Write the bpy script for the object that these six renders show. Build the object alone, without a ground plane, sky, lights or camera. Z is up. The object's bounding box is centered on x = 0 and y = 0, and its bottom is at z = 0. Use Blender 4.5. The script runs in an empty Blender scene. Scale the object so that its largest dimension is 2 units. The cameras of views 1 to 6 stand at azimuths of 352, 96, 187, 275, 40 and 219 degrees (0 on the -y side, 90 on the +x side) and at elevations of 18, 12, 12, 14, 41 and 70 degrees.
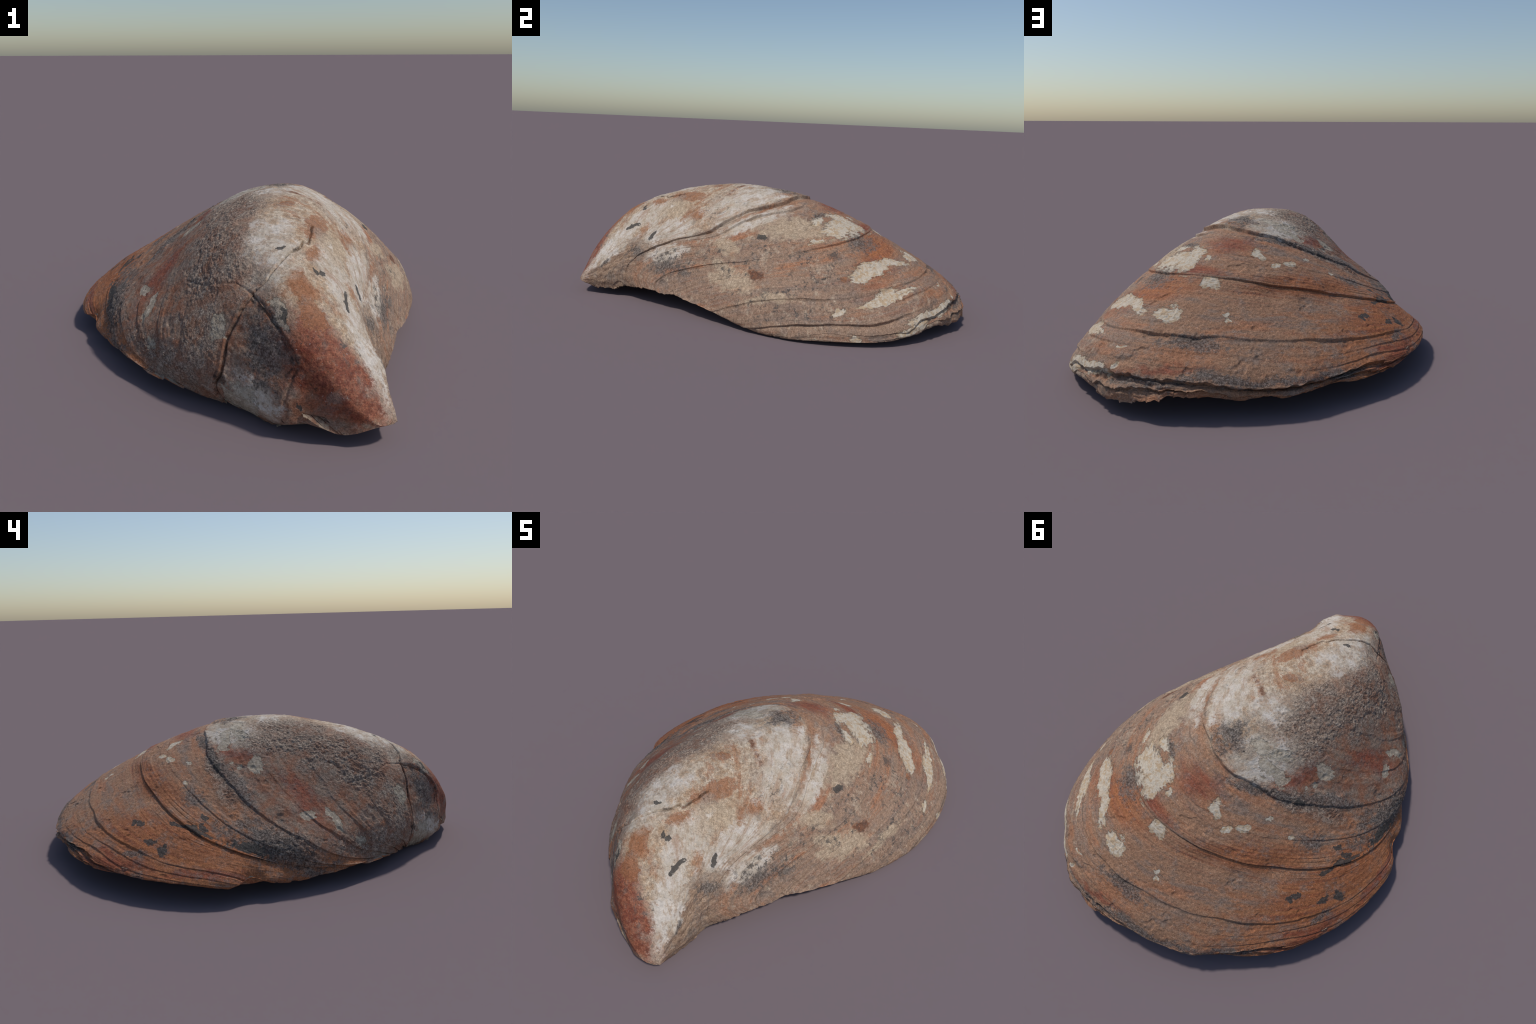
"""A weathered half of a large fossil bivalve (mussel-like valve), lying hollow side down.

The valve is lofted through its growth lines: every line runs from the left margin (t = 0)
over the back to the right margin (t = 1); the lines follow each other from the beak
(s = 0) to the far edge (s = 1).  Growth steps, cracks, crust and the flaking, layered rim
are then raised or carved along the surface normal.  All colours are computed in nodes.
"""
import bpy
import math
import numpy as np
from mathutils import Matrix, Vector

# ------------------------------------------------------------------ the growth lines
# control points (left margin -> ridge -> right margin) of ten growth lines, beak to far edge
GROWTH_LINES = [
    [(-0.019, -0.937, 0.106), (0.019, -0.962, 0.078), (0.063, -0.968, 0.057), (0.106, -0.982, 0.041), (0.146, -0.998, 0.053), (0.166, -1.008, 0.080), (0.179, -1.006, 0.075), (0.205, -1.002, 0.064), (0.237, -0.997, 0.069), (0.257, -0.991, 0.074), (0.262, -0.979, 0.075), (0.269, -0.978, 0.069)],
    [(-0.060, -0.884, 0.022), (-0.107, -0.893, 0.062), (-0.114, -0.883, 0.105), (-0.097, -0.882, 0.166), (-0.071, -0.905, 0.248), (-0.040, -0.943, 0.320), (0.022, -0.937, 0.340), (0.104, -0.911, 0.303), (0.183, -0.892, 0.229), (0.247, -0.897, 0.153), (0.270, -0.915, 0.094), (0.257, -0.940, 0.053)],
    [(-0.125, -0.802, -0.006), (-0.211, -0.793, 0.060), (-0.268, -0.769, 0.125), (-0.285, -0.738, 0.218), (-0.251, -0.702, 0.346), (-0.175, -0.683, 0.480), (-0.049, -0.667, 0.531), (0.081, -0.683, 0.467), (0.177, -0.732, 0.338), (0.239, -0.803, 0.212), (0.280, -0.864, 0.110), (0.267, -0.887, 0.031)],
    [(-0.216, -0.714, 0.017), (-0.311, -0.695, 0.070), (-0.401, -0.638, 0.112), (-0.449, -0.543, 0.215), (-0.385, -0.416, 0.341), (-0.240, -0.310, 0.532), (-0.027, -0.255, 0.625), (0.148, -0.366, 0.569), (0.246, -0.536, 0.393), (0.219, -0.709, 0.261), (0.294, -0.826, 0.129), (0.273, -0.809, 0.036)],
    [(-0.340, -0.668, 0.033), (-0.416, -0.609, 0.073), (-0.521, -0.505, 0.090), (-0.600, -0.327, 0.200), (-0.480, -0.095, 0.291), (-0.231, 0.106, 0.486), (0.065, 0.183, 0.608), (0.272, -0.030, 0.591), (0.367, -0.317, 0.395), (0.230, -0.606, 0.294), (0.302, -0.781, 0.158), (0.297, -0.715, 0.072)],
    [(-0.450, -0.623, 0.088), (-0.524, -0.536, 0.056), (-0.618, -0.375, 0.071), (-0.682, -0.100, 0.155), (-0.535, 0.230, 0.274), (-0.178, 0.503, 0.415), (0.202, 0.525, 0.436), (0.432, 0.283, 0.433), (0.538, -0.089, 0.338), (0.335, -0.484, 0.277), (0.305, -0.709, 0.181), (0.380, -0.603, 0.085)],
    [(-0.572, -0.367, 0.041), (-0.555, -0.333, 0.087), (-0.670, -0.142, 0.154), (-0.648, 0.173, 0.207), (-0.449, 0.354, 0.297), (-0.097, 0.512, 0.361), (0.230, 0.555, 0.422), (0.486, 0.463, 0.345), (0.621, 0.103, 0.291), (0.522, -0.217, 0.193), (0.429, -0.470, 0.095), (0.431, -0.471, 0.081)],
    [(-0.676, -0.200, 0.060), (-0.757, -0.202, 0.095), (-0.772, 0.132, 0.139), (-0.616, 0.472, 0.180), (-0.364, 0.653, 0.214), (-0.094, 0.770, 0.250), (0.245, 0.859, 0.249), (0.521, 0.734, 0.248), (0.686, 0.380, 0.199), (0.709, 0.015, 0.230), (0.599, -0.187, 0.084), (0.607, -0.215, 0.082)],
    [(-0.778, 0.003, 0.059), (-0.838, 0.112, 0.077), (-0.775, 0.485, 0.076), (-0.477, 0.701, 0.130), (-0.241, 0.973, 0.090), (-0.066, 0.994, 0.113), (0.197, 0.977, 0.139), (0.524, 0.935, 0.183), (0.758, 0.741, 0.005), (0.805, 0.313, 0.022), (0.776, 0.099, -0.001), (0.707, 0.052, -0.010)],
    [(-0.742, 0.217, 0.093), (-0.692, 0.431, 0.134), (-0.535, 0.708, 0.058), (-0.362, 0.781, 0.107), (-0.237, 0.872, 0.045), (0.035, 0.903, 0.076), (0.180, 1.024, 0.105), (0.460, 0.926, 0.037), (0.689, 0.664, 0.057), (0.746, 0.571, 0.014), (0.783, 0.384, 0.027), (0.760, 0.215, 0.021)],
]
NLINES, NPTS = len(GROWTH_LINES), len(GROWTH_LINES[0])
NET = np.array([p for line in GROWTH_LINES for p in line])


def bspline_basis(n, u):
    k = 3
    kn = np.concatenate([[0] * k, np.linspace(0, 1, n - k + 1), [1] * k])
    u = np.clip(u, 0, 1 - 1e-9)
    B = np.array([(u >= kn[i]) & (u < kn[i + 1]) for i in range(len(kn) - 1)], float).T
    for d in range(1, k + 1):
        nb = np.zeros((len(u), len(kn) - 1 - d))
        for i in range(len(kn) - 1 - d):
            a, b = kn[i + d] - kn[i], kn[i + d + 1] - kn[i + 1]
            if a > 0:
                nb[:, i] += (u - kn[i]) / a * B[:, i]
            if b > 0:
                nb[:, i] += (kn[i + d + 1] - u) / b * B[:, i + 1]
        B = nb
    return B


def valve_grid(s, t):
    """points of the plain valve for a grid of growth (s) and across (t) values"""
    net = NET.reshape(NLINES, NPTS, 3)
    return np.einsum('ai,bj,ijk->abk', bspline_basis(NLINES, s), bspline_basis(NPTS, t), net)


def grid_normals(G):
    ds = np.gradient(G, axis=0)
    dt = np.gradient(G, axis=1)
    n = np.cross(dt, ds)                       # outward
    l = np.linalg.norm(n, axis=-1, keepdims=True)
    n = n / np.maximum(l, 1e-12)
    bad = l[..., 0] < 1e-10
    if bad.any():
        n[bad] = (0.2, -0.95, -0.2)
    return n


# ------------------------------------------------------------------ value noise for the relief
def _hash(ix, iy, iz, seed):
    h = (ix * 374761393 + iy * 668265263 + iz * 2147483647 + seed * 1274126177) & 0xFFFFFFFF
    h = ((h ^ (h >> 13)) * 1274126177) & 0xFFFFFFFF
    h = ((h ^ (h >> 15)) * 2246822519) & 0xFFFFFFFF
    return ((h ^ (h >> 16)) & 0xFFFF) / 32767.5 - 1.0


def noise3(p, scale, seed=0, octaves=1):
    out = np.zeros(p.shape[:-1])
    amp = 1.0
    for o in range(octaves):
        q = p * scale
        i = np.floor(q).astype(np.int64)
        f = q - i
        f = f * f * f * (f * (f * 6 - 15) + 10)
        acc = 0
        for dx in (0, 1):
            wx = f[..., 0] if dx else 1 - f[..., 0]
            for dy in (0, 1):
                wy = f[..., 1] if dy else 1 - f[..., 1]
                for dz in (0, 1):
                    wz = f[..., 2] if dz else 1 - f[..., 2]
                    acc = acc + wx * wy * wz * _hash(i[..., 0] + dx, i[..., 1] + dy, i[..., 2] + dz, seed + o * 17)
        out += amp * acc
        amp *= 0.5
        scale *= 2.03
    return out


def smooth(a, b, x):
    x = np.clip((x - a) / (b - a), 0, 1)
    return x * x * (3 - 2 * x)


def table(x, *pairs):
    return np.interp(x, [p[0] for p in pairs], [p[1] for p in pairs])


# ------------------------------------------------------------------ stains, bare patches and crust
# kind, growth s, across t, half length, half width, turn in degrees from the growth line
PATCHES = [
    ('chalk', 0.403, 0.676, 0.185, 0.079, 1),
    ('chalk', 0.367, 0.812, 0.140, 0.055, 15),
    ('chalk', 0.107, 0.790, 0.206, 0.047, 27),
    ('chalk', 0.177, 0.714, 0.100, 0.055, 49),
    ('chalk', 0.173, 0.540, 0.124, 0.071, -75),
    ('chalk', 0.340, 0.566, 0.077, 0.051, -63),
    ('chalk', 0.405, 0.502, 0.106, 0.082, -49),
    ('pale', 0.573, 0.594, 0.056, 0.121, -26),
    ('pale', 0.595, 0.616, 0.066, 0.087, -28),
    ('pale', 0.600, 0.642, 0.060, 0.064, -61),
    ('pale', 0.542, 0.642, 0.049, 0.029, -16),
    ('chalk', 0.478, 0.702, 0.156, 0.035, 1),
    ('pale', 0.785, 0.636, 0.107, 0.030, 19),
    ('pale', 0.785, 0.682, 0.101, 0.050, -6),
    ('pale', 0.802, 0.716, 0.050, 0.050, -54),
    ('pale', 0.870, 0.740, 0.088, 0.027, -20),
    ('cream', 0.768, 0.884, 0.121, 0.042, 24),
    ('cream', 0.568, 0.798, 0.086, 0.042, 37),
    ('chalk', 0.540, 0.890, 0.094, 0.036, 3),
    ('chalk', 0.147, 0.894, 0.079, 0.019, 20),
    ('cream', 0.552, 0.688, 0.181, 0.068, 30),
    ('cream', 0.247, 0.724, 0.135, 0.055, 54),
    ('pale', 0.515, 0.496, 0.038, 0.034, 57),
    ('pale', 0.695, 0.526, 0.048, 0.030, -22),
    ('pale', 0.802, 0.562, 0.035, 0.040, 36),
    ('pale', 0.540, 0.466, 0.030, 0.015, -29),
    ('pale', 0.527, 0.448, 0.027, 0.019, -1),
    ('pale', 0.527, 0.392, 0.017, 0.018, 79),
    ('pale', 0.500, 0.432, 0.013, 0.016, 52),
    ('ashen', 0.395, 0.522, 0.051, 0.036, 4),
    ('ashen', 0.390, 0.486, 0.052, 0.034, -22),
    ('ashen', 0.415, 0.490, 0.053, 0.041, -30),
    ('ashen', 0.420, 0.460, 0.053, 0.035, 24),
    ('ashen', 0.385, 0.412, 0.059, 0.040, 29),
    ('ashen', 0.413, 0.410, 0.011, 0.016, 32),
    ('pale', 0.560, 0.564, 0.018, 0.015, 28),
    ('ashen', 0.372, 0.280, 0.036, 0.025, -60),
    ('ashen', 0.333, 0.266, 0.065, 0.022, 19),
    ('ashen', 0.350, 0.150, 0.021, 0.009, 15),
    ('ashen', 0.413, 0.414, 0.019, 0.012, 78),
    ('ashen', 0.420, 0.420, 0.011, 0.011, -35),
    ('pale', 0.542, 0.464, 0.029, 0.013, -41),
    ('pale', 0.527, 0.444, 0.015, 0.015, -40),
    ('pale', 0.497, 0.432, 0.017, 0.011, -19),
    ('ashen', 0.338, 0.150, 0.018, 0.018, 19),
    ('ashen', 0.147, 0.298, 0.059, 0.036, -14),
    ('ashen', 0.090, 0.462, 0.056, 0.026, -76),
    ('chalk', 0.077, 0.114, 0.089, 0.036, -41),
    ('ashen', 0.125, 0.054, 0.073, 0.082, -63),
    ('pale', 0.800, 0.564, 0.043, 0.033, -9),
    ('pale', 0.807, 0.484, 0.017, 0.010, 17),
    ('pale', 0.797, 0.488, 0.025, 0.011, -12),
    ('pale', 0.555, 0.566, 0.012, 0.017, -25),
    ('pale', 0.943, 0.672, 0.105, 0.016, 11),
    ('pale', 0.878, 0.726, 0.140, 0.012, -3),
    ('pale', 0.938, 0.632, 0.015, 0.008, -34),
    ('pale', 0.890, 0.624, 0.025, 0.010, -23),
    ('pale', 0.875, 0.750, 0.087, 0.016, -7),
    ('pale', 0.868, 0.702, 0.098, 0.011, 4),
    ('pale', 0.940, 0.708, 0.160, 0.021, 6),
    ('pale', 0.958, 0.762, 0.088, 0.021, 3),
    ('pale', 0.973, 0.878, 0.033, 0.019, 17),
    ('pale', 0.885, 0.816, 0.033, 0.014, -7),
    ('pale', 0.800, 0.572, 0.047, 0.045, 41),
    ('pale', 0.625, 0.688, 0.036, 0.018, 10),
    ('cream', 0.725, 0.858, 0.138, 0.034, 34),
    ('cream', 0.848, 0.880, 0.116, 0.024, -1),
    ('soot', 0.795, 0.222, 0.027, 0.018, -12),
    ('soot', 0.807, 0.192, 0.028, 0.026, -11),
    ('soot', 0.775, 0.288, 0.045, 0.017, -19),
    ('soot', 0.787, 0.288, 0.011, 0.011, 0),
    ('smoke', 0.532, 0.360, 0.067, 0.047, 1),
    ('soot', 0.562, 0.316, 0.033, 0.013, 8),
    ('soot', 0.613, 0.278, 0.038, 0.014, 1),
    ('soot', 0.657, 0.268, 0.146, 0.014, -7),
    ('smoke', 0.868, 0.184, 0.056, 0.018, -11),
    ('smoke', 0.863, 0.526, 0.125, 0.038, 2),
    ('soot', 0.580, 0.220, 0.099, 0.026, -10),
    ('smoke', 0.448, 0.454, 0.199, 0.025, -4),
    ('smoke', 0.515, 0.240, 0.214, 0.077, -7),
    ('smoke', 0.438, 0.368, 0.184, 0.032, 2),
    ('soot', 0.150, 0.756, 0.053, 0.015, 44),
    ('soot', 0.300, 0.830, 0.030, 0.017, -20),
    ('soot', 0.143, 0.648, 0.019, 0.013, 19),
    ('soot', 0.165, 0.566, 0.015, 0.010, -79),
    ('soot', 0.552, 0.736, 0.022, 0.023, -86),
    ('speckle', 0.590, 0.754, 0.144, 0.064, 9),
    ('speckle', 0.785, 0.774, 0.161, 0.056, -1),
    ('speckle', 0.628, 0.812, 0.151, 0.045, 4),
    ('speckle', 0.578, 0.886, 0.134, 0.051, 19),
    ('speckle', 0.675, 0.722, 0.150, 0.060, 1),
    ('speckle', 0.780, 0.774, 0.268, 0.056, -15),
    ('speckle', 0.635, 0.890, 0.206, 0.048, -6),
    ('speckle', 0.393, 0.718, 0.126, 0.043, 6),
    ('speckle', 0.052, 0.682, 0.102, 0.054, 39),
    ('speckle', 0.888, 0.874, 0.227, 0.039, -1),
    ('speckle', 0.850, 0.902, 0.164, 0.042, 25),
    ('speckle', 0.690, 0.836, 0.123, 0.047, 19),
    ('smoke', 0.660, 0.906, 0.036, 0.026, 33),
    ('smoke', 0.608, 0.914, 0.120, 0.042, 17),
    ('smoke', 0.380, 0.904, 0.044, 0.024, 42),
    ('smoke', 0.680, 0.630, 0.090, 0.062, -12),
    ('smoke', 0.415, 0.574, 0.085, 0.064, 79),
    ('smoke', 0.525, 0.620, 0.064, 0.019, -12),
    ('smoke', 0.143, 0.922, 0.041, 0.010, 22),
    ('soot', 0.152, 0.668, 0.019, 0.017, 60),
    ('soot', 0.085, 0.468, 0.018, 0.014, -82),
    ('smoke', 0.088, 0.352, 0.099, 0.053, -59),
    ('soot', 0.030, 0.202, 0.019, 0.008, -82),
    ('soot', 0.165, 0.566, 0.015, 0.007, -90),
    ('smoke', 0.090, 0.434, 0.045, 0.019, -81),
    ('soot', 0.448, 0.412, 0.035, 0.008, -10),
    ('smoke', 0.485, 0.292, 0.066, 0.039, -66),
    ('smoke', 0.723, 0.028, 0.105, 0.017, -30),
    ('smoke', 0.077, 0.334, 0.109, 0.068, -15),
    ('smoke', 0.938, 0.468, 0.317, 0.021, -6),
    ('smoke', 0.958, 0.590, 0.163, 0.012, -4),
    ('smoke', 0.960, 0.248, 0.141, 0.018, 5),
    ('grit', 0.305, 0.510, 0.207, 0.098, -72),
    ('grit', 0.230, 0.416, 0.220, 0.140, -76),
    ('grit', 0.348, 0.470, 0.171, 0.072, -46),
    ('grit', 0.413, 0.558, 0.103, 0.033, 7),
    ('grit', 0.275, 0.458, 0.257, 0.087, -49),
    ('grit', 0.212, 0.388, 0.182, 0.112, -38),
    ('grit', 0.500, 0.210, 0.149, 0.059, 1),
    ('grit', 0.312, 0.122, 0.209, 0.048, -21),
    ('grit', 0.450, 0.408, 0.229, 0.044, 8),
    ('grit', 0.185, 0.280, 0.183, 0.082, -16),
    ('rust', 0.033, 0.566, 0.186, 0.074, 33),
    ('ochre', 0.085, 0.582, 0.082, 0.034, 66),
    ('ochre', 0.107, 0.586, 0.071, 0.040, 60),
    ('ochre', 0.290, 0.600, 0.037, 0.037, -38),
    ('rust', 0.015, 0.660, 0.100, 0.065, 17),
    ('rust', 0.030, 0.464, 0.191, 0.096, 67),
    ('rust', 0.058, 0.554, 0.112, 0.055, 74),
    ('ochre', 0.458, 0.688, 0.101, 0.016, -2),
    ('umber', 0.345, 0.610, 0.051, 0.013, -9),
    ('umber', 0.352, 0.656, 0.042, 0.012, -12),
    ('umber', 0.360, 0.692, 0.046, 0.010, 1),
    ('ochre', 0.360, 0.704, 0.047, 0.017, -25),
    ('ochre', 0.427, 0.734, 0.038, 0.021, 5),
    ('ochre', 0.370, 0.748, 0.065, 0.035, 5),
    ('ochre', 0.330, 0.746, 0.049, 0.024, -36),
    ('ochre', 0.425, 0.700, 0.025, 0.024, 83),
    ('ochre', 0.258, 0.670, 0.106, 0.040, 71),
    ('ochre', 0.595, 0.802, 0.033, 0.021, 57),
    ('umber', 0.733, 0.830, 0.050, 0.028, 10),
    ('ochre', 0.203, 0.714, 0.038, 0.007, -33),
    ('ochre', 0.190, 0.666, 0.078, 0.031, -88),
    ('ochre', 0.802, 0.740, 0.018, 0.020, 12),
    ('amber', 0.748, 0.246, 0.318, 0.109, -16),
    ('amber', 0.695, 0.222, 0.258, 0.034, -13),
    ('amber', 0.740, 0.630, 0.255, 0.082, -27),
    ('amber', 0.615, 0.410, 0.292, 0.064, -10),
    ('ember', 0.868, 0.092, 0.267, 0.022, -12),
    ('ember', 0.920, 0.154, 0.227, 0.041, -12),
    ('ember', 0.900, 0.200, 0.087, 0.019, 5),
    ('ember', 0.413, 0.442, 0.127, 0.040, -50),
    ('ember', 0.352, 0.322, 0.156, 0.048, 5),
    ('ember', 0.500, 0.546, 0.113, 0.072, -23),
    ('ember', 0.615, 0.560, 0.121, 0.032, 1),
    ('ember', 0.930, 0.556, 0.160, 0.018, -7),
]

NS, NT = 718, 898                               # 3 * k + 1: the lining uses every third point
S = np.linspace(0, 1, NS)
T = np.linspace(0, 1, NT)
BASE = valve_grid(S, T)
BASE_N = grid_normals(BASE)
SS, TT = np.meshgrid(S, T, indexing='ij')


def at(grid, s, t):
    return grid[int(round(s * (NS - 1))), int(round(t * (NT - 1)))]


def local_frame(s, t, turn):
    """centre and axes (along the growth line turned by `turn`, across it, inward)"""
    j0, j1 = max(t - 0.01, 0), min(t + 0.01, 1)
    along = at(BASE, s, j1) - at(BASE, s, j0)
    along /= np.linalg.norm(along) + 1e-12
    inward = -at(BASE_N, s, t)
    inward = inward - along * (inward @ along)
    inward /= np.linalg.norm(inward)
    side = np.cross(inward, along)
    a = math.radians(turn)
    x = along * math.cos(a) + side * math.sin(a)
    y = -along * math.sin(a) + side * math.cos(a)
    return at(BASE, s, t), x, y, inward


def patch_field(kinds, P):
    """1 in the middle of a patch, 0 at its edge, negative outside"""
    out = np.full(P.shape[:-1], -9.0)
    for kind, s, t, l, w, turn in PATCHES:
        if kind in kinds:
            c, x, y, z = local_frame(s, t, turn)
            d = P - c
            r = np.sqrt((d @ x / l) ** 2 + (d @ y / w) ** 2 + (d @ z / max(.12, .6 * l)) ** 2)
            out = np.maximum(out, 1 - r)
    return out


# ------------------------------------------------------------------ relief
def growth_relief():
    st = np.stack([SS, TT, np.zeros_like(SS)], -1)
    h = np.zeros_like(SS)
    P = BASE
    wob = 0.0035 * noise3(st * (0, 14, 0), 1, 3, 3)

    def step(s0, height, back=.035, lip=.02, sharp=.0016, seed=0):
        w = wob * (.8 + 1.8 * (seed in (1, 10)) * smooth(.5, .6, TT)) + 0.0016 * noise3(st * (0, 40, 0), 1, seed + 50, 2)
        x = SS - s0 - w
        up = np.where(x < 0, .45 * np.exp(-np.abs(x) / lip), -.55 * np.exp(-np.abs(x) / back))
        blend = smooth(-sharp, sharp, x)
        edge = .45 * (1 - blend) - .55 * blend
        up = np.where(np.abs(x) < sharp, edge, up)
        # a narrow groove at the foot of the step
        groove = -.2 * np.exp(-((x - .003) / .0028) ** 2)
        vary = np.clip(1 + .75 * noise3(st * (0, 9, 0), 1, seed + 80, 3), .8 if seed == 1 else .15, 1.9)
        return (up + groove) * height * vary

    h += step(.45, table(TT, (0, .009), (.08, .006), (.2, .005), (.42, .006), (.53, .015), (.60, .023), (.68, .022), (.76, .014), (.83, .008), (.95, .004), (1, .002)), seed=1)
    h += step(.477, table(TT, (0, 0), (.58, 0), (.65, .010), (.74, .012), (.80, .003), (.85, 0), (1, 0)), back=.012, lip=.010, seed=10)
    h += step(.65, table(TT, (0, .009), (.1, .007), (.25, .006), (.4, .005), (.7, .004), (.85, .003), (1, .002)), seed=2)
    h += step(.85, table(TT, (0, .007), (.12, .009), (.2, .007), (.35, .005), (.7, .006), (.8, .008), (.95, .004), (1, .002)), seed=3)
    h += step(.885, table(TT, (0, .002), (.6, .001), (.7, .004), (.8, .003), (1, .001)), back=.012, lip=.01, seed=4)
    h += step(.917, table(TT, (0, .003), (.1, .006), (.2, .005), (.4, .001), (.7, .001), (.78, .008), (.9, .010), (1, .004)), back=.015, lip=.012, seed=5)
    h += step(.30, table(TT, (0, .006), (.08, .005), (.2, .003), (.3, .001), (1, .001)), seed=6)
    h += step(.375, table(TT, (0, .008), (.1, .006), (.3, .002), (.6, .001), (1, .001)), seed=7)
    h += step(.225, table(TT, (0, .003), (.3, .001), (.55, .001), (1, .001)), back=.01, seed=8)
    h += step(.53, table(TT, (0, .007), (.1, .005), (.25, .002), (1, .001)), seed=9)

    # fine growth lines and broad unevenness
    flank = smooth(.80, .90, TT) * smooth(.62, .40, SS)
    h += flank * (.0035 * noise3(st * (6, 34, 0), 1, 71, 3) + .0012 * noise3(st * (14, 90, 0), 1, 72, 2))
    uneven = (1 - flank) * smooth(-.5, .6, noise3(P, 4, 19, 2))
    h += .0015 * noise3(st * (32, 3, 0), 1, 11, 3) * uneven
    h += .0008 * noise3(st * (150, 9, 0), 1, 12, 2) * uneven
    h += .0040 * noise3(P, 5.5, 13, 2) * smooth(0, .15, SS)
    h += .0010 * noise3(P, 70, 14, 2)

    h -= .004 * smooth(.55, .95, noise3(P, 16, 20, 3)) * smooth(.1, .3, SS)
    # crust: grainy lumps
    crust = smooth(-.25, .35, patch_field(('grit',), P + .02 * noise3(P, 9, 15, 2)[..., None]))
    crust *= smooth(-.35, .35, noise3(P, 8, 73, 3))
    g = noise3(P, 85, 16, 3)
    h += crust * (.0028 * g + .0016 * np.abs(noise3(P, 140, 17, 1)))
    h += .0016 * np.clip(noise3(P, 60, 18, 2) - .5, 0, 1)

    # the flaking rim: a lip, a deep recess under it and thin layers below
    lip = table(TT, (0, 0), (.06, .2), (.13, .5), (.22, .9), (.36, 1), (.5, .95), (.62, .8), (.7, .5), (.76, .15), (1, 0))
    lw = .006 * noise3(st * (0, 26, 0), 1, 21, 3) + .004 * noise3(st * (0, 70, 0), 1, 22, 2)
    depth = .024 * (1 + .6 * noise3(st * (0, 12, 0), 1, 23, 2)) + .012 * np.exp(-((TT - .40) / .07) ** 2)
    x = SS - .950 - lw
    h += lip * (.006 * np.exp(-np.abs(x) / .012) * (x < 0) - depth * smooth(-.0012, .0012, x) * np.exp(-np.clip(x, 0, 1) / .014))
    x2 = SS - .975 - .6 * lw - .004 * noise3(st * (0, 45, 0), 1, 24, 2)
    h += lip * (.010 * np.exp(-np.abs(x2) / .006) * (x2 < 0) - .012 * smooth(-.001, .001, x2) * np.exp(-np.clip(x2, 0, 1) / .008))
    h += lip * smooth(.94, .96, SS) * .005 * noise3(st * (120, 24, 0), 1, 25, 3)
    return h


# cracks as runs of (s, t) points: depth, half width, points
CRACKS = [
    (.022, .0042, [(.25, 0), (.198, .052), (.155, .12), (.135, .164), (.128, .23), (.128, .282), (.125, .334), (.125, .378), (.128, .426)]),
    (.011, .0034, [(.128, .426), (.128, .486), (.138, .53), (.157, .580), (.18, .620), (.190, .626), (.193, .640), (.223, .653), (.245, .656)]),
    (.0045, .0030, [(.245, .656), (.251, .640), (.253, .620), (.258, .59), (.263, .57)]),
    (.008, .0050, [(.128, .426), (.115, .434), (.095, .432), (.075, .418), (.058, .398), (.05, .372), (.048, .278), (.045, .198), (.037, .09), (.03, 0)]),
    (.003, .0040, [(.128, .426), (.158, .412), (.175, .388), (.19, .374), (.215, .356), (.245, .348)]),
]


def crack_relief(P):
    h = np.zeros(P.shape[:-1])
    jit = P + .003 * np.stack([noise3(P, 28, 31 + i, 3) for i in range(3)], -1)
    for depth, width, run in CRACKS:
        pts = [at(BASE, *q) for q in run]
        best = np.full(P.shape[:-1], 9.0)
        for a, b in zip(pts[:-1], pts[1:]):
            lo = np.minimum(a, b) - .05
            hi = np.maximum(a, b) + .05
            m = ((P > lo) & (P < hi)).all(-1)
            if not m.any():
                continue
            q = jit[m]
            ab = b - a
            u = np.clip((q - a) @ ab / (ab @ ab + 1e-12), 0, 1)
            best[m] = np.minimum(best[m], np.linalg.norm(q - a - u[:, None] * ab, axis=-1))
        h -= depth * np.exp(-(best / width) ** 2)
        h += .25 * depth * .35 * np.exp(-((best - 2.4 * width) / (1.5 * width)) ** 2) * (best < .05)
    return h


def fragment_bounds(t):
    """growth range of the loose splinter between the two long cracks, for t < 0.43"""
    low = table(t, (0, .03), (.09, .037), (.198, .045), (.278, .048), (.372, .05), (.398, .058), (.418, .075), (.432, .095), (.436, .128))
    high = table(t, (0, .25), (.052, .198), (.12, .155), (.164, .135), (.23, .128), (.282, .128), (.334, .125), (.436, .128))
    return low, high


# broad swellings (+) and hollows (-): s, t, radius, height
SWELLS = [(.935, .70, .09, -.011), (.98, .66, .10, -.012), (.975, .72, .10, -.010), (.107, .55, .10, .006), (.45, .227, .12, .010), (.143, .702, .07, .009),
          (.67, .364, .08, -.010), (.39, .31, .10, .012), (.562, .438, .08, -.006), (.36, .15, .10, -.012),
          (.695, .438, .08, -.007), (.438, .362, .10, .012), (.19, .546, .09, -.009), (.870, .03, .08, -.040),
          (.140, .450, .10, -.018), (.045, .205, .09, .024), (.25, .675, .10, .007), (.50, .25, .08, .004),
          (.43, .744, .06, .006), (.02, .42, .07, .010), (.118, .89, .07, .010), (.917, .336, .08, .006), (.998, .37, .08, -.012)]


def swell_relief():
    return sum(h * np.exp(-((BASE - at(BASE, s, t)) ** 2).sum(-1) / (.5 * r * r)) for s, t, r, h in SWELLS)


HEIGHT = growth_relief() + crack_relief(BASE) + swell_relief()
lo, hi = fragment_bounds(TT)
inside = np.minimum(smooth(0, .006, SS - lo), smooth(0, .006, hi - SS)) * (TT < .43)
HEIGHT += inside * (-.005 + .003 * noise3(BASE, 18, 41, 2))
# keep the tip of the beak plain
HEIGHT *= smooth(.0, .05, SS) * .9 + .1
HEIGHT += .0030 * smooth(0, .05, SS)
SURF = BASE + BASE_N * HEIGHT[..., None]

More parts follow.
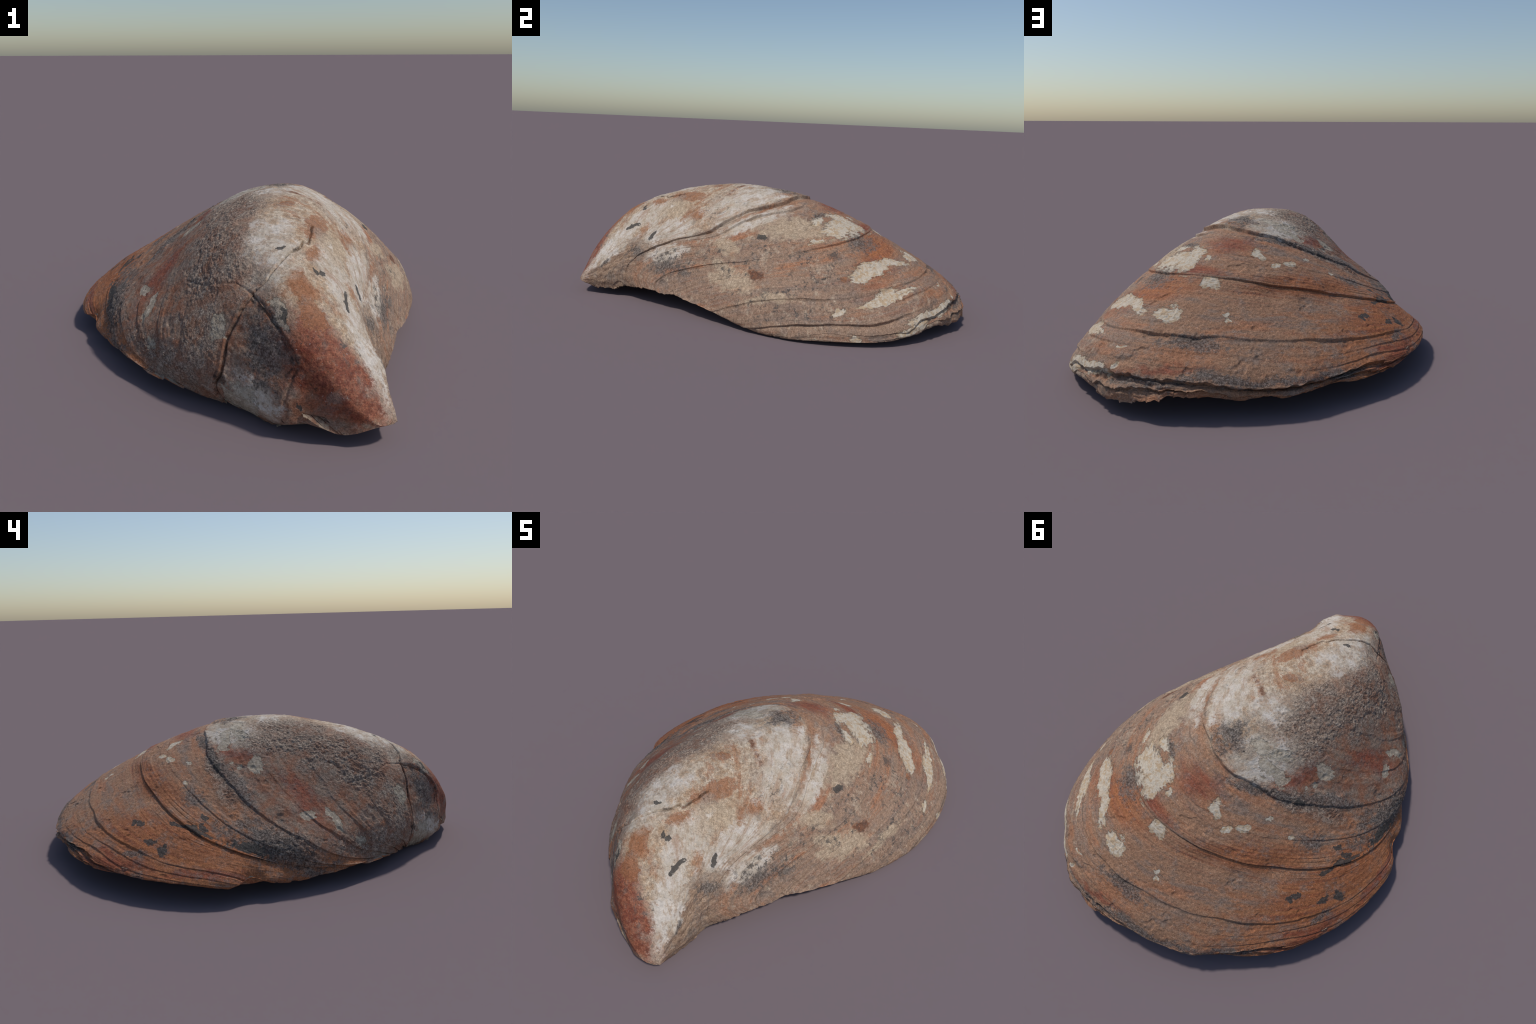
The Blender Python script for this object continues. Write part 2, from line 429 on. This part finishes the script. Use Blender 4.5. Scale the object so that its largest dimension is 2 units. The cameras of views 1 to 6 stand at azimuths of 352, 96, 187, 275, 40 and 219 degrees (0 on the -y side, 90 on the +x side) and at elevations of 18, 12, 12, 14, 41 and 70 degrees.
# ragged outline: the far edge grows or breaks back along the surface
ds = np.gradient(BASE, axis=0)
ds /= np.linalg.norm(ds, axis=-1, keepdims=True) + 1e-12
edge = np.stack([TT * 0, TT, TT * 0], -1)
rag = .007 * noise3(edge, 30, 51, 3) + .004 * noise3(edge, 90, 52, 2)
rag = rag + .008 * np.round(1.5 * noise3(edge, 42, 55, 1)) * smooth(.2, .3, TT) * smooth(.95, .85, TT)
rag = rag + table(TT, (0, 0), (.545, 0), (.56, .006), (.60, .003), (.625, .008), (.678, .010), (.684, -.010), (.70, -.016), (.732, -.018), (.737, .014), (.77, .014), (.85, .004), (1, 0))
SURF += ds * (rag * smooth(.955, 1, SS))[..., None]
# broken shards jut outwards at the far right corner
jut = table(TT, (0, 0), (.60, 0), (.615, .010), (.632, .020), (.676, .022), (.684, .002), (.70, 0), (1, 0)) * (1 + .35 * noise3(edge, 120, 56, 2))
out_dir = BASE[-1] * (1, 1, 0)
out_dir = out_dir / np.linalg.norm(out_dir, axis=-1, keepdims=True)
SURF += out_dir[None] * (jut * smooth(.962, .985, SS))[..., None]
# the side margins are slightly wavy too
dt = np.gradient(BASE, axis=1)
dt /= np.linalg.norm(dt, axis=-1, keepdims=True) + 1e-12
sid = np.stack([SS, SS * 0, SS * 0], -1)
wave = .006 * noise3(sid, 22, 53, 3) + .003 * noise3(sid, 80, 54, 2)
wave = wave * smooth(.05, .12, SS) * smooth(1, .93, SS)
SURF += dt * (wave * (smooth(.96, 1, TT) - smooth(.04, 0, TT)))[..., None]
# the open notch where the long crack reaches the margin
notch = np.exp(-((SS - .25) / .010) ** 2) * smooth(.075, .0, TT)
SURF += dt * (.045 * notch)[..., None]
# the left margin lies a little higher between the beak and the broad part
SURF += dt * (.012 * smooth(.06, 0, TT) * smooth(.2, .28, SS) * smooth(.75, .55, SS))[..., None]

SURF[..., 2] -= .010 * smooth(.16, .02, SS) * smooth(.30, .12, TT)
# close the blunt tip of the beak
tip = SURF[0, int(.45 * NT):].mean(0)
pull = smooth(.30, .45, T)[:, None]
for k in range(8):
    SURF[k] += (tip - SURF[k]) * (1 - math.sqrt(k / 8)) * pull
SURF[..., 2] -= .0025
SURF[..., 2] = np.maximum(SURF[..., 2], .0)
SURF_N = grid_normals(SURF)

# ------------------------------------------------------------------ lining: the hollow inside
edge_dist = np.minimum(np.minimum(TT, 1 - TT) * 1.4, (1 - SS) * 1.6)
thick = .05 * smooth(0, .12, edge_dist) * smooth(0, .2, SS) + .016 * smooth(.02, .2, SS) + .003
middle = BASE[60:, 300:600].reshape(-1, 3).mean(0) * (1, 1, 0) + (0, 0, .30)
to_mid = middle - BASE
to_mid /= np.linalg.norm(to_mid, axis=-1, keepdims=True)
near = smooth(.25, .05, edge_dist)[..., None]
way = -BASE_N * (1 - near) + to_mid * near
way /= np.linalg.norm(way, axis=-1, keepdims=True) + 1e-9
INNER = BASE + (SURF - BASE) * smooth(.08, 0, edge_dist)[..., None] + way * thick[..., None]
# under the beak a solid hinge plate spans from margin to margin
chord = SURF[:, :1] * (1 - TT[..., None]) + SURF[:, -1:] * TT[..., None]
chord[..., 2] += .010 * np.sin(np.pi * TT) * smooth(.03, .2, SS)
plate = smooth(.30, .14, SS)[..., None]
INNER = INNER * (1 - plate) + chord * plate

# ------------------------------------------------------------------ objects
root = bpy.data.objects.new('mussel_shell', None)
root['label'] = 'weathered fossil mussel half shell, rusty brown and chalky white'
root['category'] = 'sea shell'
bpy.context.scene.collection.objects.link(root)


def make_part(name, verts, normals, quads, uv, material):
    used = np.unique(quads)
    remap = np.full(len(verts), -1, np.int64)
    remap[used] = np.arange(len(used))
    q = remap[quads]
    me = bpy.data.meshes.new(name)
    me.vertices.add(len(used))
    me.vertices.foreach_set('co', verts[used].astype(np.float32).ravel())
    me.loops.add(q.size)
    me.loops.foreach_set('vertex_index', q.ravel().astype(np.int32))
    me.polygons.add(len(q))
    me.polygons.foreach_set('loop_start', np.arange(0, q.size, 4, dtype=np.int32))
    me.polygons.foreach_set('loop_total', np.full(len(q), 4, np.int32))
    lay = me.uv_layers.new(name='growth_map')
    lay.data.foreach_set('uv', uv[used][q.ravel()].astype(np.float32).ravel())
    me.update(calc_edges=True)
    me.polygons.foreach_set('use_smooth', np.ones(len(q), bool))
    me.normals_split_custom_set_from_vertices(normals[used].tolist())
    me.materials.append(material)
    ob = bpy.data.objects.new(name, me)
    ob.parent = root
    bpy.context.scene.collection.objects.link(ob)
    return ob


def quads_of(n1, n2):
    i, j = np.meshgrid(np.arange(n1 - 1), np.arange(n2 - 1), indexing='ij')
    a = (i * n2 + j).ravel()
    return np.stack([a, a + 1, a + n2 + 1, a + n2], -1)


# ------------------------------------------------------------------ materials
REACH = 1.9            # patches are felt out to this many of their radii


class Nodes:
    def __init__(self, name):
        self.mat = bpy.data.materials.new(name)
        self.mat.use_nodes = True
        self.t = self.mat.node_tree
        self.bsdf = self.t.nodes['Principled BSDF']

    def put(self, socket, value):
        if isinstance(value, bpy.types.NodeSocket):
            self.t.links.new(value, socket)
        elif value is not None:
            if isinstance(value, tuple) and len(value) == 3 and len(socket.default_value) == 4:
                value = (*value, 1)
            socket.default_value = value

    def node(self, kind, **props):
        n = self.t.nodes.new(kind)
        for k, v in props.items():
            setattr(n, k, v)
        return n

    def math(self, op, a, b=None, c=None, clamp=False):
        n = self.node('ShaderNodeMath', operation=op, use_clamp=clamp)
        for s, v in zip(n.inputs, (a, b, c)):
            self.put(s, v)
        return n.outputs[0]

    def vec(self, op, a, b=None, scale=None):
        n = self.node('ShaderNodeVectorMath', operation=op)
        self.put(n.inputs[0], a)
        if b is not None:
            self.put(n.inputs[1], b)
        if scale is not None:
            self.put(n.inputs['Scale'], scale)
        return n.outputs['Value'] if op in ('LENGTH', 'DOT_PRODUCT') else n.outputs[0]

    def noise(self, vector, scale, detail=4, rough=.6, color=False, distortion=0.0):
        n = self.node('ShaderNodeTexNoise')
        self.put(n.inputs['Vector'], vector)
        n.inputs['Scale'].default_value = scale
        n.inputs['Detail'].default_value = detail
        n.inputs['Roughness'].default_value = rough
        n.inputs['Distortion'].default_value = distortion
        return n.outputs['Color' if color else 'Fac']

    def step(self, x, a, b, to0=0.0, to1=1.0):
        n = self.node('ShaderNodeMapRange', interpolation_type='SMOOTHSTEP')
        self.put(n.inputs['Value'], x)
        for k, v in (('From Min', a), ('From Max', b), ('To Min', to0), ('To Max', to1)):
            self.put(n.inputs[k], v)
        return n.outputs['Result']

    def mix(self, f, a, b, blend='MIX'):
        n = self.node('ShaderNodeMix', data_type='RGBA', blend_type=blend)
        self.put(n.inputs[0], f)
        self.put(n.inputs[6], a)
        self.put(n.inputs[7], b)
        return n.outputs[2]

    def patches(self, kinds, P):
        """largest of 1 - (distance to the patch centre in patch radii)"""
        out = None
        for kind, s, t, l, w, turn in PATCHES:
            if kind not in kinds:
                continue
            c, x, y, z = local_frame(s, t, turn)
            e = Matrix((x, y, z)).transposed().to_euler()
            g = self.node('ShaderNodeTexGradient', gradient_type='SPHERICAL')
            g.texture_mapping.vector_type = 'TEXTURE'
            g.texture_mapping.translation = tuple(c)
            g.texture_mapping.rotation = tuple(e)
            g.texture_mapping.scale = (REACH * l, REACH * w, REACH * max(.12, .6 * l))
            self.put(g.inputs['Vector'], P)
            d = g.outputs['Fac']
            out = d if out is None else self.math('MAXIMUM', out, d)
        m = self.math('MULTIPLY_ADD', out, REACH, 1 - REACH)
        return self.math('SUBTRACT', m, self.math('MULTIPLY', self.math('LESS_THAN', out, .0001), 3.0))   # nothing beyond the reach

    def cracks(self, P):
        """thin dark lines along the cracks"""
        out = None
        for depth, width, run in CRACKS:
            if depth < .005:
                continue
            for q0, q1 in zip(run[:-1], run[1:]):
                a, b = Vector(at(BASE, *q0)), Vector(at(BASE, *q1))
                g = self.node('ShaderNodeTexGradient', gradient_type='SPHERICAL')
                g.texture_mapping.vector_type = 'TEXTURE'
                g.texture_mapping.translation = (a + b) / 2
                g.texture_mapping.rotation = (b - a).to_track_quat('X', 'Z').to_euler()
                w = .0012 + .5 * width + .09 * depth
                g.texture_mapping.scale = ((b - a).length * .62, w, .06)
                self.put(g.inputs['Vector'], P)
                out = g.outputs['Fac'] if out is None else self.math('MAXIMUM', out, g.outputs['Fac'])
        return self.step(out, .05, .6)




def srgb(r, g, b):
    return tuple(((v / 255 + .055) / 1.055) ** 2.4 if v > 10 else v / 255 / 12.92 for v in (r, g, b))


def outer_material():
    N = Nodes('weathered_shell')
    P = N.node('ShaderNodeTexCoord').outputs['Object']
    uvn = N.node('ShaderNodeUVMap', uv_map='growth_map')
    sep = N.node('ShaderNodeSeparateXYZ')
    N.put(sep.inputs[0], uvn.outputs[0])
    across, growth = sep.outputs[0], sep.outputs[1]

    n_big = N.noise(P, 7, 4, .6, color=True)
    n_mid = N.noise(P, 30, 5, .65, color=True)
    warp = N.vec('ADD', N.vec('SCALE', N.vec('SUBTRACT', n_big, (.5, .5, .5)), scale=.085),
                 N.vec('SCALE', N.vec('SUBTRACT', n_mid, (.5, .5, .5)), scale=.042))
    Q = N.vec('ADD', P, warp)                                   # for ragged patches
    soft = N.vec('ADD', P, N.vec('SCALE', warp, scale=1.2))
    f_big = N.noise(P, 5.0, 5, .6)
    f_mid = N.noise(P, 19, 6, .68)
    f_fine = N.noise(P, 75, 5, .7)
    f_grain = N.noise(P, 210, 3, .7)
    # growth-line streaks: long across, short along growth
    lines = N.node('ShaderNodeCombineXYZ')
    N.put(lines.inputs[0], N.math('MULTIPLY', across, 5.0))
    N.put(lines.inputs[1], N.math('MULTIPLY', growth, 70.0))
    f_line = N.noise(lines.outputs[0], 1.0, 5, .65)
    lines2 = N.node('ShaderNodeCombineXYZ')
    N.put(lines2.inputs[0], N.math('MULTIPLY', across, 14.0))
    N.put(lines2.inputs[1], N.math('MULTIPLY', growth, 210.0))
    f_line2 = N.noise(lines2.outputs[0], 1.0, 4, .7)

    gr = N.math('ADD', growth, N.math('MULTIPLY', N.math('SUBTRACT', f_mid, .5), .02))
    newer = N.step(gr, .440, .462)
    right = N.step(N.math('ADD', across, N.math('MULTIPLY', N.math('SUBTRACT', f_big, .5), .25)), .44, .56)

    f_rag = N.math('ADD', N.math('MULTIPLY', N.noise(P, 24, 6, .72), .75), N.math('MULTIPLY', N.noise(P, 9, 3, .5), .25))
    f_tooth = N.noise(P, 48, 5, .7)
    f_alt = N.noise(N.vec('ADD', P, (5.2, 1.3, 2.7)), 13, 6, .7)

    def growth_noise(u, v, seed, detail=6, rough=.7, swap=False):
        """noise drawn out along the growth lines"""
        c = N.node('ShaderNodeCombineXYZ')
        N.put(c.inputs[0], N.math('MULTIPLY', across, u))
        N.put(c.inputs[1], N.math('MULTIPLY', growth, v))
        c.inputs[2].default_value = seed
        return N.noise(c.outputs[0], 1.0, detail, rough)

    f_m1 = growth_noise(10, 24, 1.3, 7, .72)
    f_m2 = growth_noise(8, 22, 7.7, 7, .72)
    f_flank = growth_noise(60, 7, 4.1, 5, .68)
    wob = N.math('MULTIPLY', N.math('SUBTRACT', f_alt, .5), .5)
    acr = N.math('ADD', across, wob)

    # newer growth: tan outer skin, orange to the left, dusty grey-brown to the right
    col_new = N.mix(N.step(acr, .22, .40), srgb(168, 110, 74), srgb(164, 126, 100))
    col_new = N.mix(N.step(acr, .55, .75), col_new, srgb(158, 131, 111))
    col_new = N.mix(N.step(f_m1, .50, .62, 0, .75), col_new, srgb(138, 118, 105))
    col_new = N.mix(N.step(f_m2, .50, .64, 0, .75), col_new, srgb(172, 118, 86))
    col_new = N.mix(N.step(f_line, .52, .68, 0, .55), col_new, srgb(150, 102, 80))
    col_new = N.mix(N.math('MULTIPLY', N.step(f_rag, .53, .62, 0, .7), N.step(acr, .5, .8)), col_new, srgb(186, 167, 146))
    # older growth, left: brown and grey crust
    col_left = N.mix(N.step(f_mid, .38, .62), srgb(150, 104, 80), srgb(146, 124, 108))
    col_left = N.mix(N.step(f_line, .48, .66, 0, .6), col_left, srgb(126, 82, 64))
    # older growth, right: worn to cream with tan remains
    col_right = N.mix(N.step(f_rag, .42, .58), srgb(174, 147, 121), srgb(198, 182, 162))
    col_right = N.mix(N.step(f_m2, .52, .62, 0, .75), col_right, srgb(160, 114, 84))
    col_right = N.mix(N.step(f_m1, .52, .62, 0, .6), col_right, srgb(142, 120, 102))
    col_old = N.mix(right, col_left, col_right)
    col = N.mix(newer, col_old, col_new)
    # low right flank near the beak: grey-brown, streaked towards the beak
    flank = N.math('MULTIPLY', N.step(N.math('ADD', across, N.math('MULTIPLY', wob, .3)), .78, .88), N.step(growth, .70, .40))
    fl = N.mix(N.step(f_flank, .40, .60), srgb(160, 134, 112), srgb(126, 100, 84))
    fl = N.mix(N.step(f_flank, .56, .66, 0, .7), fl, srgb(94, 84, 77))
    fl = N.mix(N.step(f_rag, .52, .62, 0, .6), fl, srgb(112, 102, 95))
    col = N.mix(N.math('MULTIPLY', flank, .9), col, fl)

    lines3 = N.node('ShaderNodeCombineXYZ')
    N.put(lines3.inputs[0], N.math('MULTIPLY', across, 16.0))
    N.put(lines3.inputs[1], N.math('MULTIPLY', growth, 60.0))
    f_flake = N.math('ADD', N.math('MULTIPLY', N.noise(lines3.outputs[0], 1.0, 4, .65), .6), N.math('MULTIPLY', f_tooth, .4))
    f_smut = N.math('ADD', N.math('MULTIPLY', f_tooth, .55), N.math('MULTIPLY', f_flake, .45))

    def spread(kind, lo, hi, rag, where=Q, noise=f_mid):
        m = N.patches((kind,), where)
        m = N.math('ADD', m, N.math('MULTIPLY', N.math('SUBTRACT', noise, .5), rag))
        return N.step(m, lo, hi)

    # broad tints
    f_streak = N.math('ADD', N.math('MULTIPLY', f_line, .6), N.math('MULTIPLY', f_alt, .4))
    col = N.mix(N.math('MULTIPLY', spread('amber', -.5, .6, 2.4, soft, f_streak), .8), col,
                N.mix(N.step(f_line, .42, .62), srgb(172, 108, 68), srgb(148, 86, 58)))
    col = N.mix(N.math('MULTIPLY', spread('ember', -.5, .8, 3.6, soft, f_streak), .7), col,
                N.mix(N.step(f_mid, .4, .65), srgb(146, 72, 52), srgb(118, 54, 42)))
    rust = spread('rust', -.45, .40, 2.8, Q, f_rag)
    col = N.mix(N.math('MULTIPLY', rust, .88), col, N.mix(N.step(f_smut, .56, .64), N.mix(N.step(f_tooth, .40, .60), srgb(116, 50, 35), srgb(150, 86, 60)), srgb(84, 50, 40)))
    col = N.mix(N.math('MULTIPLY', spread('ochre', -.12, .16, 3.6, Q, f_rag), .8), col, N.mix(f_fine, srgb(164, 112, 76), srgb(140, 92, 66)))
    # grey-brown stains
    stain = N.math('MULTIPLY', N.step(N.math('ADD', N.math('MULTIPLY', f_alt, .6), N.math('MULTIPLY', f_streak, .4)), .50, .62), .55)
    col = N.mix(stain, col, N.mix(N.step(f_tooth, .42, .6), srgb(122, 110, 102), srgb(152, 137, 125)))
    umber = spread('umber', -.1, .3, 1.4, Q, f_tooth)
    col = N.mix(N.math('MULTIPLY', umber, .85), col, srgb(112, 72, 52))
    # crust
    crust = spread('grit', -.45, .55, 2.2, soft, f_alt)
    f_crumb = N.noise(P, 105, 4, .7)
    crust_col = N.mix(N.step(f_crumb, .40, .60), srgb(122, 108, 99), srgb(178, 161, 145))
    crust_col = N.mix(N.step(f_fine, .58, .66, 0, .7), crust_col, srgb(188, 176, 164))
    crust_col = N.mix(N.step(f_rag, .46, .60, 0, .75), crust_col, srgb(140, 98, 76))
    col = N.mix(N.math('MULTIPLY', crust, .8), col, crust_col)

    # worn, bare patches: a soft halo, then the bare shell with islands of skin left on it
    cream = spread('cream', -.4, .4, 3.4, Q, f_rag)
    col = N.mix(N.math('MULTIPLY', cream, .8), col, N.mix(f_fine, srgb(176, 154, 128), srgb(192, 174, 152)))
    halo = spread('chalk', -.9, .5, 3.0, Q, f_alt)
    col = N.mix(N.math('MULTIPLY', halo, .65), col, srgb(194, 178, 160))
    chalk = spread('chalk', -.50, .15, 5.4, Q, f_rag)
    chalk = N.math('MULTIPLY', chalk, N.math('SUBTRACT', 1.0, N.math('MULTIPLY', N.step(f_tooth, .53, .62), .7)))
    bone = N.mix(N.step(f_alt, .40, .60), srgb(212, 203, 193), srgb(194, 181, 164))
    bone = N.mix(N.step(f_flake, .48, .62, 0, .75), bone, srgb(172, 142, 112))
    bone = N.mix(N.step(f_m1, .54, .64, 0, .6), bone, srgb(160, 120, 90))
    bone = N.mix(N.step(f_smut, .54, .62, 0, .6), bone, srgb(134, 122, 112))
    col = N.mix(N.math('MULTIPLY', chalk, .9), col, bone)
    pale = spread('pale', -.04, .16, 3.2, Q, f_flake)
    pale_col = N.mix(N.step(f_smut, .46, .58, 0, .85), srgb(208, 196, 177), srgb(188, 160, 126))
    col = N.mix(N.math('MULTIPLY', pale, .93), col, pale_col)
    ashen = spread('ashen', .04, .16, 2.4, Q, f_flake)
    col = N.mix(N.math('MULTIPLY', ashen, .85), col, N.mix(N.step(f_tooth, .4, .6), srgb(186, 175, 158), srgb(164, 152, 134)))

    # dark matter
    smoke = spread('smoke', -.35, .55, 5.2, Q, f_smut)
    col = N.mix(N.math('MULTIPLY', smoke, .78), col, N.mix(N.step(f_crumb, .42, .60), srgb(72, 68, 66), srgb(126, 118, 112)))
    speck = N.math('MULTIPLY', N.step(N.patches(('speckle',), soft), -.6, .5), N.step(N.noise(Q, 34, 6, .75), .54, .60))
    col = N.mix(N.math('MULTIPLY', speck, .85), col, srgb(84, 80, 77))
    soot = spread('soot', .05, .18, 1.6, Q, f_tooth)
    col = N.mix(N.math('MULTIPLY', soot, .92), col, N.mix(f_crumb, srgb(66, 63, 60), srgb(84, 80, 76)))
    # scattered pin-head spots and dust everywhere
    spots = N.math('MULTIPLY', N.step(N.noise(P, 90, 5, .78), .63, .68), N.step(f_alt, .42, .60, .15, 1.0))
    col = N.mix(N.math('MULTIPLY', spots, .7), col, srgb(78, 72, 68))
    dust = N.step(N.noise(N.vec('ADD', P, (3.1, 1.7, .4)), 120, 3, .7), .655, .70)
    col = N.mix(N.math('MULTIPLY', dust, .6), col, srgb(188, 180, 174))
    # dark line below each growth step
    for s0, wd, k in ((.4535, .005, .5), (.6535, .004, .45), (.8535, .004, .45), (.919, .004, .45), (.957, .010, .75), (.980, .006, .5)):
        x = N.math('ABSOLUTE', N.math('SUBTRACT', gr, s0))
        m = N.math('MULTIPLY', N.step(x, wd, 0.0), N.step(f_alt, .36, .60, .1, 1.0))
        col = N.mix(N.math('MULTIPLY', m, k), col, srgb(88, 75, 68))
    crack = N.cracks(N.vec('ADD', P, N.vec('SCALE', N.vec('SUBTRACT', n_mid, (.5, .5, .5)), scale=.007)))
    col = N.mix(N.math('MULTIPLY', crack, N.step(f_rag, .40, .56, .9, .25)), col, srgb(44, 36, 33))  # shade inside the cracks, coloured near-black along the carved grooves
    # grain, weaker on the clean bare patches
    bare = N.math('SUBTRACT', 1.0, N.math('MULTIPLY', N.math('MAXIMUM', pale, chalk), .6))
    col = N.mix(bare, col, N.mix(N.step(f_grain, .28, .72), (.70, .69, .68), (1.28, 1.28, 1.27)), 'MULTIPLY')
    col = N.mix(N.math('MULTIPLY', bare, .85), col, N.mix(N.step(f_fine, .30, .70), (.72, .70, .68), (1.25, 1.25, 1.24)), 'MULTIPLY')
    col = N.mix(N.math('MULTIPLY', N.math('MULTIPLY', bare, .3), N.math('SUBTRACT', 1.0, flank)), col, N.mix(N.step(f_line2, .3, .7), (.74, .71, .69), (1.2, 1.2, 1.2)), 'MULTIPLY')

    N.put(N.bsdf.inputs['Base Color'], col)
    N.put(N.bsdf.inputs['Roughness'], N.math('SUBTRACT', N.math('ADD', .62, N.math('MULTIPLY', f_fine, .3)), N.math('MULTIPLY', rust, .18)))
    N.bsdf.inputs['Specular IOR Level'].default_value = .25
    # fine relief
    relief = N.math('ADD', N.math('MULTIPLY', f_grain, .35), N.math('MULTIPLY', f_fine, N.math('ADD', .6, N.math('MULTIPLY', crust, 1.6))))
    relief = N.math('ADD', relief, N.math('MULTIPLY', f_line2, .18))
    layer = N.math('ADD', N.math('MULTIPLY', pale, -.9), N.math('MULTIPLY', ashen, -.7))
    relief = N.math('ADD', relief, layer)
    relief = N.math('ADD', relief, N.math('MULTIPLY', spots, -.4))
    b = N.node('ShaderNodeBump')
    b.inputs['Strength'].default_value = .8
    b.inputs['Distance'].default_value = .006
    N.put(b.inputs['Height'], relief)
    N.put(N.bsdf.inputs['Normal'], b.outputs[0])
    return N.mat


def lining_material():
    N = Nodes('pearly_lining')
    P = N.node('ShaderNodeTexCoord').outputs['Object']
    a = N.noise(P, 6, 5, .6)
    b = N.noise(P, 40, 5, .65)
    col = N.mix(N.step(a, .4, .65), srgb(196, 190, 182), srgb(172, 158, 140))
    col = N.mix(N.step(b, .58, .70, 0, .5), col, srgb(120, 104, 92))
    N.put(N.bsdf.inputs['Base Color'], col)
    N.bsdf.inputs['Roughness'].default_value = .5
    bp = N.node('ShaderNodeBump')
    bp.inputs['Distance'].default_value = .004
    N.put(bp.inputs['Height'], b)
    N.put(N.bsdf.inputs['Normal'], bp.outputs[0])
    return N.mat


def rim_material():
    N = Nodes('broken_rim')
    P = N.node('ShaderNodeTexCoord').outputs['Object']
    a = N.noise(P, 14, 6, .7)
    b = N.noise(P, 60, 5, .7)
    col = N.mix(N.step(a, .44, .56), srgb(160, 142, 122), srgb(128, 92, 72))
    col = N.mix(N.step(b, .52, .64, 0, .7), col, srgb(92, 80, 72))
    N.put(N.bsdf.inputs['Base Color'], col)
    N.bsdf.inputs['Roughness'].default_value = .8
    bp = N.node('ShaderNodeBump')
    bp.inputs['Distance'].default_value = .006
    N.put(bp.inputs['Height'], b)
    N.put(N.bsdf.inputs['Normal'], bp.outputs[0])
    return N.mat


SHELL, LINING = outer_material(), lining_material()

# ------------------------------------------------------------------ split the one smooth surface by region
verts = SURF.reshape(-1, 3)
norms = SURF_N.reshape(-1, 3)
uvs = np.stack([TT.ravel(), SS.ravel()], -1)
quads = quads_of(NS, NT)
fs, ft = SS.ravel()[quads].mean(1), TT.ravel()[quads].mean(1)
lo, hi = fragment_bounds(ft)
beak_end = np.where(ft < .43, lo, table(ft, (.43, .128), (.486, .128), (.53, .138), (.58, .157), (.62, .18), (.66, .20), (1, .20)))
region = np.full(len(quads), 2)
region[fs < beak_end] = 0
region[(ft < .43) & (fs >= lo) & (fs < hi)] = 1
region[(region == 2) & (fs >= .4515)] = 3
region[(region == 3) & (fs >= .85)] = 4
for k, name in enumerate(('umbo', 'shell_fragment', 'older_growth_layer', 'newer_growth_layer', 'outer_margin')):
    make_part(name, verts, norms, quads[region == k], uvs, SHELL)

# the lining at a third of the resolution, and the rim band that joins it to the outside
IN = INNER[::3, ::3]
n1, n2 = IN.shape[:2]
IN_N = -grid_normals(IN)
iuv = np.stack([TT[::3, ::3].ravel(), SS[::3, ::3].ravel()], -1)
RIM = rim_material()
inq = quads_of(n1, n2)[:, ::-1]
plate_end = int(.2 * n1) * (n2 - 1)
make_part('hinge_plate', IN.reshape(-1, 3), IN_N.reshape(-1, 3), inq[:plate_end], iuv, RIM)
make_part('lining', IN.reshape(-1, 3), IN_N.reshape(-1, 3), inq[plate_end:], iuv, LINING)


def border(G):
    return np.concatenate([G[:, 0], G[-1, 1:], G[-2::-1, -1], G[0, -2::-1]])


out_b, in_c = border(SURF), border(IN)
k = np.arange(len(out_b)) / 3.0
in_b = np.stack([np.interp(k, np.arange(len(in_c)), in_c[:, i]) for i in range(3)], -1)
mid_b = .5 * (out_b + in_b) + .004 * noise3(out_b, 60, 61, 2)[:, None]
nrm = border(BASE_N)
tang = np.gradient(out_b, axis=0)
side = np.cross(tang, nrm)
side /= np.linalg.norm(side, axis=1, keepdims=True) + 1e-12
cent = BASE.reshape(-1, 3).mean(0)
flip = np.sign(((out_b - cent) * side).sum(1))[:, None]
side = side * flip
mid_b = mid_b + side * .0008 * smooth(.1, .3, border(SS))[:, None]
rim = np.concatenate([out_b, mid_b, in_b])
n = len(out_b)
i = np.arange(n - 1)
rq = np.concatenate([np.stack([i, i + n, i + n + 1, i + 1], -1), np.stack([i + n, i + 2 * n, i + 2 * n + 1, i + n + 1], -1)])
rn = np.concatenate([side * .8 + nrm * .5, side, side * .8 - nrm * .6])
rn /= np.linalg.norm(rn, axis=1, keepdims=True) + 1e-12
ruv = np.tile(np.stack([border(TT), border(SS)], -1), (3, 1))
# face winding towards the outside
p = rim[rq]
fn = np.cross(p[:, 1] - p[:, 0], p[:, 3] - p[:, 0])
wrong = (fn * rn[rq].mean(1)).sum(1) < 0
rq[wrong] = rq[wrong][:, ::-1]
make_part('broken_rim', rim, rn, rq, ruv, RIM)
